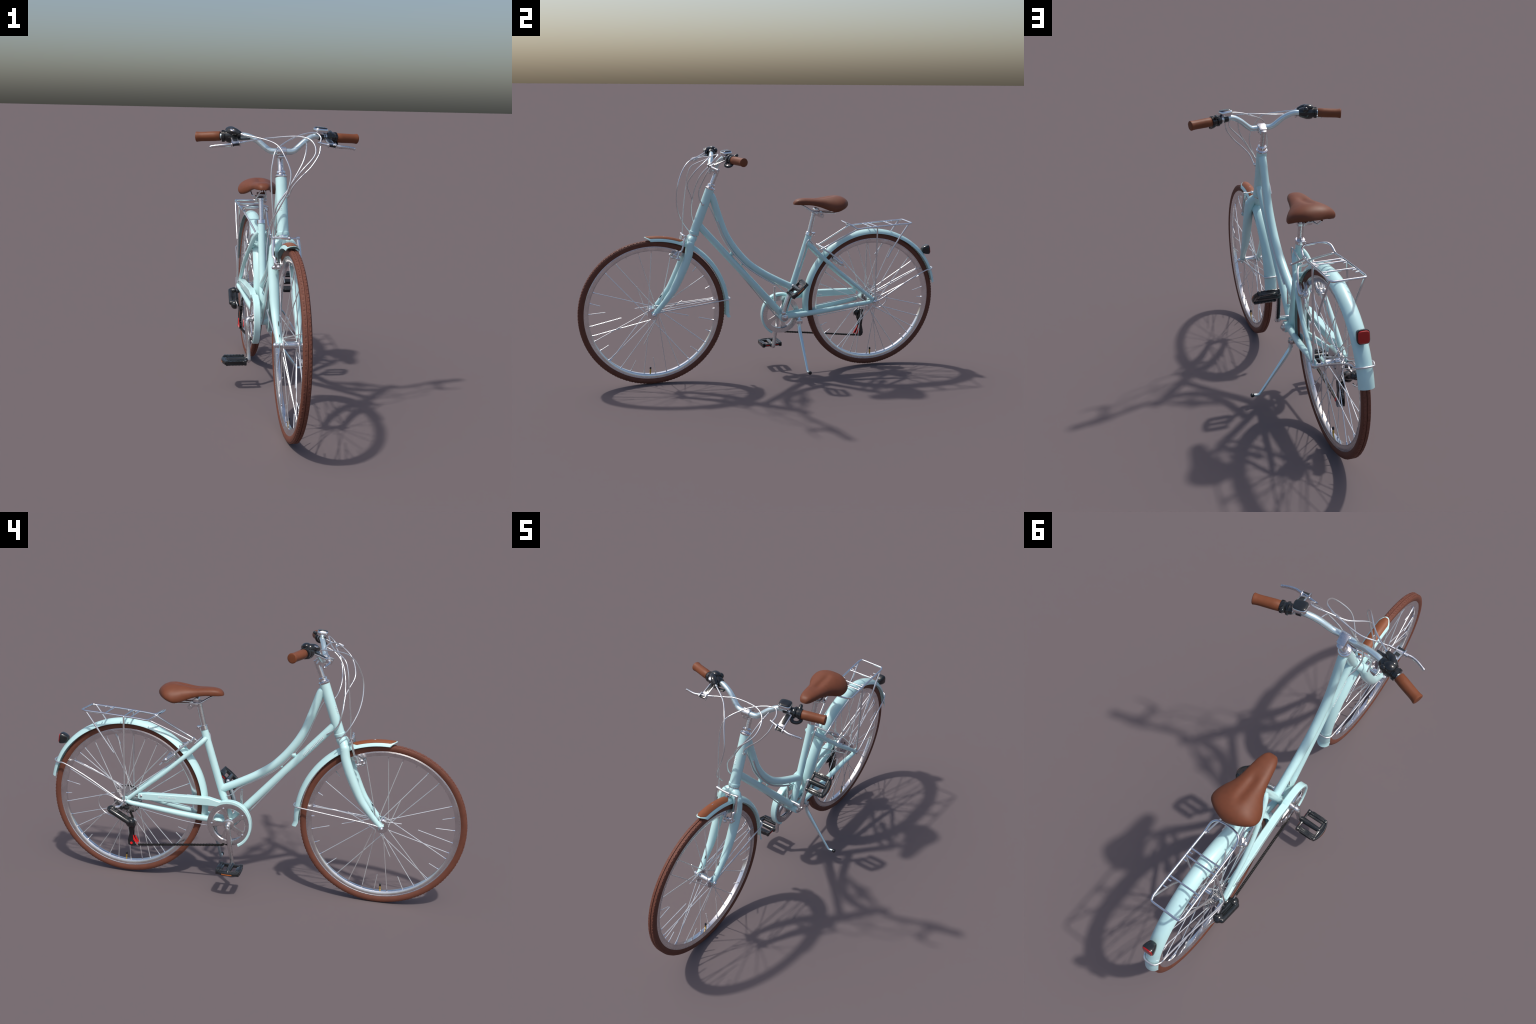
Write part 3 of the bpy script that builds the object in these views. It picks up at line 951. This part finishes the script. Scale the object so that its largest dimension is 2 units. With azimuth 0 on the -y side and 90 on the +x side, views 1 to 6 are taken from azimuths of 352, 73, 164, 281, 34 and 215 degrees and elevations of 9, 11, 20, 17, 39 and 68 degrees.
def chainring(g):
    sx = .0090                                  # the ring sits inside the guard's width
    c = (sx, BB[1], BB[2])
    g.ring(c, [(.1050, -.0545), (.1035, -.0575), (.0930, -.0590), (.0810, -.0575), (.0775, -.0540), (.0775, -.0500), (.085, -.0480), (.1035, -.0490)], ALLOY, n=96)
    g.ring(c, [(.0990, -.0450), (.0990, -.0420), (.0800, -.0420), (.0800, -.0450)], ALLOY, n=64)
    g.ring((0, BB[1], BB[2]), [(.1035, -.0225), (.1030, -.0255), (.0800, -.0255), (.0795, -.0225)], ALLOY, n=72)
    for i in range(5):
        a = math.radians(180 - (38 + 72 * i))
        d, t = V(0, math.cos(a), math.sin(a)), V(0, -math.sin(a), math.cos(a))
        rows = []
        for r, w, x in ((.012, .0125, -.054), (.035, .0115, -.055), (.060, .0130, -.0545), (.080, .0190, -.0535)):
            p = BB + d * r + V(sx, 0, 0)
            rows.append([p + t * w + V(x + .004, 0, 0), p + t * w * .8 + V(x - .0015, 0, 0), p - t * w * .8 + V(x - .0015, 0, 0), p - t * w + V(x + .004, 0, 0), p - t * w * .8 + V(x + .008, 0, 0), p + t * w * .8 + V(x + .008, 0, 0)])
        g.grid(rows, ALLOY)
        g.lathe([(0, .0062), (.003, .0058), (.0045, .003)], BB + d * .082 + V(sx - .0565, 0, 0), (-1, 0, 0), CHROME, 12)
    g.lathe([(-.060, .0215), (-.058, .0260), (-.046, .0260), (-.030, .020), (-.028, .012)], (sx, BB[1], BB[2]), (1, 0, 0), ALLOY, 24)


one("chainring", DT, chainring, sharp=30)


def crank_right(g):
    P = [V(-.030, .0985, .3175), V(-.052, .0985, .3175), V(-.066, .0985, .3185), V(-.0725, .097, .308), V(-.0725, .093, .285), V(-.070, .083, .215), V(-.0675, .070, .138), V(-.0675, .0685, .126)]
    g.tube(spline(P, 6), [.0115, .0125, .0135, .0125, .0112, .0098, .0100, .0115], ALLOY, 16, rounded=True)
    g.lathe([(0, .010), (.003, .010), (.004, .007)], (-.079, .0975, .314), (-1, 0, 0), CHROME, 18)
    g.rod(V(-.060, .069, .130), V(-.076, .069, .130), .0075, CHROME)


def crank_left(g):
    g.rod(V(CX, .0865, .3555), V(.068, .0865, .3555), .0105, CHROME, 18)
    P = [V(.0660, .0830, .347), V(.0660, .0880, .360), V(.0670, .0990, .402), V(.0690, .1170, .452), V(.0710, .1320, .487), V(.0715, .1360, .495)]
    g.tube(spline(P, 6), [.0110, .0108, .0100, .0095, .0100], ALLOY, 16, rounded=True)
    g.tube(spline([V(.0665, .0940, .360), V(.0675, .1080, .402), V(.0695, .1255, .450), V(.0715, .1395, .482)], 6), [.0050, .0045, .0045], BLACK, 10, flat=1.6, hint=(0, 1, -.3))  # thin black strip added to darken the arm's rear face
    g.lathe([(-.014, .0100), (.006, .0105), (.009, .006)], (.0695, .0830, .349), (1, 0, 0), ALLOY, 18)
    g.lathe([(-.008, .0095), (.006, .0095), (.008, .006)], (.072, .1350, .491), (1, 0, 0), CHROME, 16)


one("crank_arm", DT, crank_right)
one("crank_arm", DT, crank_left)


def pedal(inner, s, pitch, half):
    """inner: centre of the inboard end; s: outward x sign; pitch: platform direction in the y-z plane."""
    f = unit(V(0, *pitch))
    n = np.cross(V(s, 0, 0), f)
    o = V(s, 0, 0)
    c = np.array(inner, float)

    def P(a, b, h=0):
        return c + o * a + f * b + n * h

    def fn(g):
        L = .093
        ax = [o, f, n]
        g.rod(P(-.014, 0), P(.004, 0), .0085, BLACK, 14)
        g.tube([P(.0, 0), P(.012, 0), P(L - .016, 0), P(L - .006, 0)], [.0150, .0130, .0135, .0110], BLACK, 16, rounded=True)
        for q in (-1, 1):
            b = q * half
            g.box(P(L * .52, b * .93), (L * .96, .015, .021), BLACK, axes=ax, bevel=.003)
            g.box(P(L * .52, b * .93 - q * .010), (L * .86, .016, .012), BLACK, axes=ax, bevel=.003)
            g.box(P(L * .55, b * .93 + q * .0062, -.001), (L * .56, .0012, .0075), AMBER, axes=ax, bevel=.0004)
            for hh in (-.0085, .0075):
                g.box(P(L * .55, b * .93 + q * .0072, hh), (L * .66, .005, .004), BLACK, axes=ax, bevel=.001)
            g.box(P(.004, b * .93), (.012, .016, .024), BLACK, axes=ax, bevel=.003)
            g.box(P(L - .004, b * .93), (.014, .016, .024), BLACK, axes=ax, bevel=.003)
            for k in range(5):
                g.box(P(L * (.2 + .16 * k), b * .93 + q * .001, .0102), (.004, .010, .003), BLACK, axes=ax)
                g.box(P(L * (.2 + .16 * k), b * .93 + q * .001, -.0102), (.004, .010, .003), BLACK, axes=ax)
        for a, q in ((.003, 1), (L - .004, 1)):
            g.box(P(a, 0), (.010, half * 1.9, .016), BLACK, axes=ax, bevel=.003)
        g.box(P(-.0028, half * .5), (.002, half * .40, .004), RED, axes=ax)
        g.box(P(-.0028, -half * .5), (.002, half * .40, .004), RED, axes=ax)
        # bowed outer fence with its reflector
        bow = [P(L + .001 + .014 * (1 - (b / 1.0) ** 2), b * half) for b in np.linspace(-1, 1, 13)]
        g.tube(bow, .0095, BLACK, 10, flat=.55, hint=n)
        rim_pts = [(L - .006, -half), (L - .006, half)] + [(L + .001 + .014 * (1 - b * b), b * half) for b in np.linspace(1, -1, 13)]
        k = len(rim_pts)
        g.add([P(a, b, h) for h in (-.0060, .0060) for a, b in rim_pts], [tuple(range(k))[::-1], tuple(range(k, 2 * k))] + [(i, (i + 1) % k, k + (i + 1) % k, k + i) for i in range(k)], BLACK)
        bow2 = [P(L + .0040 + .014 * (1 - (b / 1.0) ** 2), b * half, .0015) for b in np.linspace(-.46, .46, 9)]
        g.tube(bow2, .0042, AMBER, 8, flat=.6, hint=n)
    return fn


one("pedal", DT, pedal((-.0850, .0675, .1285), -1, (1, .02), .0515), sharp=30)
one("pedal", DT, pedal((.0800, .1400, .4915), 1, (.74, .67), .050), sharp=30)


def cassette(g):
    c = (0, .609, .379)
    for i, (r, x) in enumerate(((.0640, -.0160), (.0570, -.0205), (.0510, -.0250), (.0455, -.0290), (.0400, -.0330), (.0350, -.0370), (.0300, -.0410))):
        teeth = max(12, int(r * 470))
        rows = []
        A = np.linspace(0, 2 * math.pi, teeth * 4, endpoint=False)
        prof = [r + (0, .0035, .0035, 0)[k % 4] for k in range(len(A))]
        for rr, xx in ((.4, 0), (1, 0), (1, -.0018), (.4, -.0018)):
            rows.append([V(x + xx, c[1] + (p if rr == 1 else r * .72) * math.cos(a), c[2] + (p if rr == 1 else r * .72) * math.sin(a)) for a, p in zip(A, prof)])
        g.grid(rows, ALLOY, cap=False, close=True)
    g.lathe([(-.044, .014), (-.043, .020), (-.012, .024)], c, (1, 0, 0), ALLOY, 24)


one("cassette", DT, cassette, sharp=25)
one("spoke_shield", DT, lambda g: g.ring((0, .609, .379), [(.0720, -.0120), (.0700, -.0095), (.0280, -.0085), (.0280, -.0100), (.0700, -.0115)], CHROME, n=64))


def derailleur(g):
    A, B = V(-.0760, .668, .3395), V(-.0800, .578, .2925)
    d = unit(B - A)
    up = unit(np.cross(V(1, 0, 0), d))
    # two parallel link barrels
    g.box((A + B) / 2 + V(-.003, 0, 0), (.030, np.linalg.norm(B - A), .014), BLACK, axes=[(1, 0, 0), d, up], bevel=.003)
    for off in (V(-.017, 0, 0), V(.010, 0, 0) + up * .003):
        g.tube([A + off, B + off], [.0130, .0135, .0130], BLACK, 16, rounded=True)
    for e in (A, B):
        g.box(e, (.042, .026, .028), BLACK, axes=[(1, 0, 0), d, np.cross(V(1, 0, 0), d)], bevel=.008, seg=3)
    g.ball(B + V(.000, -.006, -.008), (.024, .021, .024), BLACK, 16)
    g.ball(A, (.024, .019, .019), BLACK, 14)
    g.lathe([(0, .006), (.003, .005)], B + V(-.018, .003, -.004), (-1, 0, 0), ALLOY, 10)
    # silver hanger from the axle
    g.tube(spline([V(-.060, .609, .372), V(-.062, .628, .352), V(-.066, .655, .345)], 5), [.0100, .0095, .0085], ALLOY, 12, flat=.55, hint=(0, 1, .5))
    g.lathe([(-.010, .0095), (.010, .0095)], (-.066, .620, .351), (1, 0, 0), BLACK, 16)
    g.box((-.062, .597, .350), (.018, .024, .014), BLACK, bevel=.004)
    # swinging cage
    side = [(.590, .292), (.562, .285), (.557, .262), (.566, .235), (.566, .205), (.550, .172), (.558, .158), (.574, .155), (.590, .163), (.592, .185), (.584, .220), (.588, .250), (.594, .275)]
    g.slab(side, -.0560, -.0600, BLACK)
    g.slab([(y * .8 + .575 * .2, z) for y, z in side], -.0330, -.0365, BLACK)
    g.slab([(.566, .214), (.560, .200), (.541, .170), (.546, .166), (.564, .190)], -.0606, -.0570, REDPAINT)
    g.slab([(.564, .206), (.544, .172), (.550, .168), (.570, .190)], -.0325, -.0350, REDPAINT)
    g.slab([(.553, .180), (.538, .163), (.546, .162), (.556, .174)], -.0615, -.0605, ALLOY)
    for y, z, r in ((.574, .172, .0165), (.576, .262, .0155)):
        g.lathe([(-.006, r), (.006, r)], (-.047, y, z), (1, 0, 0), BLACK, 20)
    g.lathe([(-.0005, .0065), (.0008, .0065)], (-.0612, .5735, .172), (-1, 0, 0), REDPAINT, 16)
    g.tube(spline([V(-.076, .565, .305), V(-.07, .545, .290), V(-.07, .545, .268)], 4), .0025, ALLOY, 8)


one("derailleur", DT, derailleur, sharp=35)


def chain(g):
    def run(path):
        P = np.array(path, float)
        L = np.r_[0, np.cumsum(np.linalg.norm(np.diff(P, axis=0), axis=1))]
        n = int(L[-1] / .0072)
        pos = [V(*[np.interp(L[-1] * i / n, L, P[:, k]) for k in range(3)]) for i in range(n + 1)]
        for i in range(n):
            a, b = pos[i], pos[i + 1]
            d = unit(b - a)
            h = unit(np.cross(V(1, 0, 0), d))
            w = .0046 if i % 2 else .0030
            for s in (1, -1):
                g.box((a + b) / 2 + V(s * w, 0, 0), (.0014, .0098, .0078 if i % 2 else .0068), CHAINM, axes=[(1, 0, 0), d, h])
            g.rod(a - V(.0058, 0, 0), a + V(.0058, 0, 0), .0031, CHAINM, 8)
    run([(-.047, .574, .1570), (-.047, .34, .1860), (-.047, .120, .2120)])
    run([(-.047, .574, .1570), (-.047, .590, .168), (-.047, .588, .190), (-.046, .572, .235), (-.045, .562, .262), (-.042, .575, .300), (-.034, .590, .322)])
    arc = [(-.044, BB[1] + .0985 * math.cos(a), BB[2] + .1015 * math.sin(a)) for a in np.radians(np.linspace(284, 262, 5))]
    run([(-.047, .125, .2115)] + arc)


one("chain", DT, chain, stuff=True)


# ----------------------------------------------------------------- kickstand and pump peg
def kickstand(g):
    P = [V(.022, .186, .318), V(.034, .184, .285), V(.040, .183, .255), V(.058, .183, .224), V(.120, .183, .140), V(.180, .183, .060)]
    g.tube(spline(P, 6), [.0100, .0100, .0105, .0095, .0080, .0070, .0065], BARPAINT, 14)
    g.tube(spline([V(.180, .183, .060), V(.189, .183, .0505), V(.201, .184, .0495), V(.214, .185, .0515)], 5), .0065, BARPAINT, 12)
    g.lathe([(-.004, .0070), (.002, .0095), (.008, .0095), (.011, .006)], (.217, .185, .0520), (1, 0.02, .06), BLACK, 14)
    g.box((.030, .184, .286), (.030, .034, .022), ALLOY, bevel=.004)
    g.box((.012, .190, .312), (.046, .038, .018), ALLOY, bevel=.004)
    g.lathe([(0, .008), (.006, .008)], (.043, .184, .284), (1, 0, 0), CHROME, 6)


one("kickstand", BIKE, kickstand)


def peg(g):
    g.tube([V(CX - .001, .0515, .400), V(CX - .001, .0515, .474), V(CX - .001, .0515, .482)], [.0068, .0068, .0052], ALLOY, 14)
    g.ball((CX - .001, .0515, .398), .009, MINT, 12)


one("cable_guide", FR, peg)
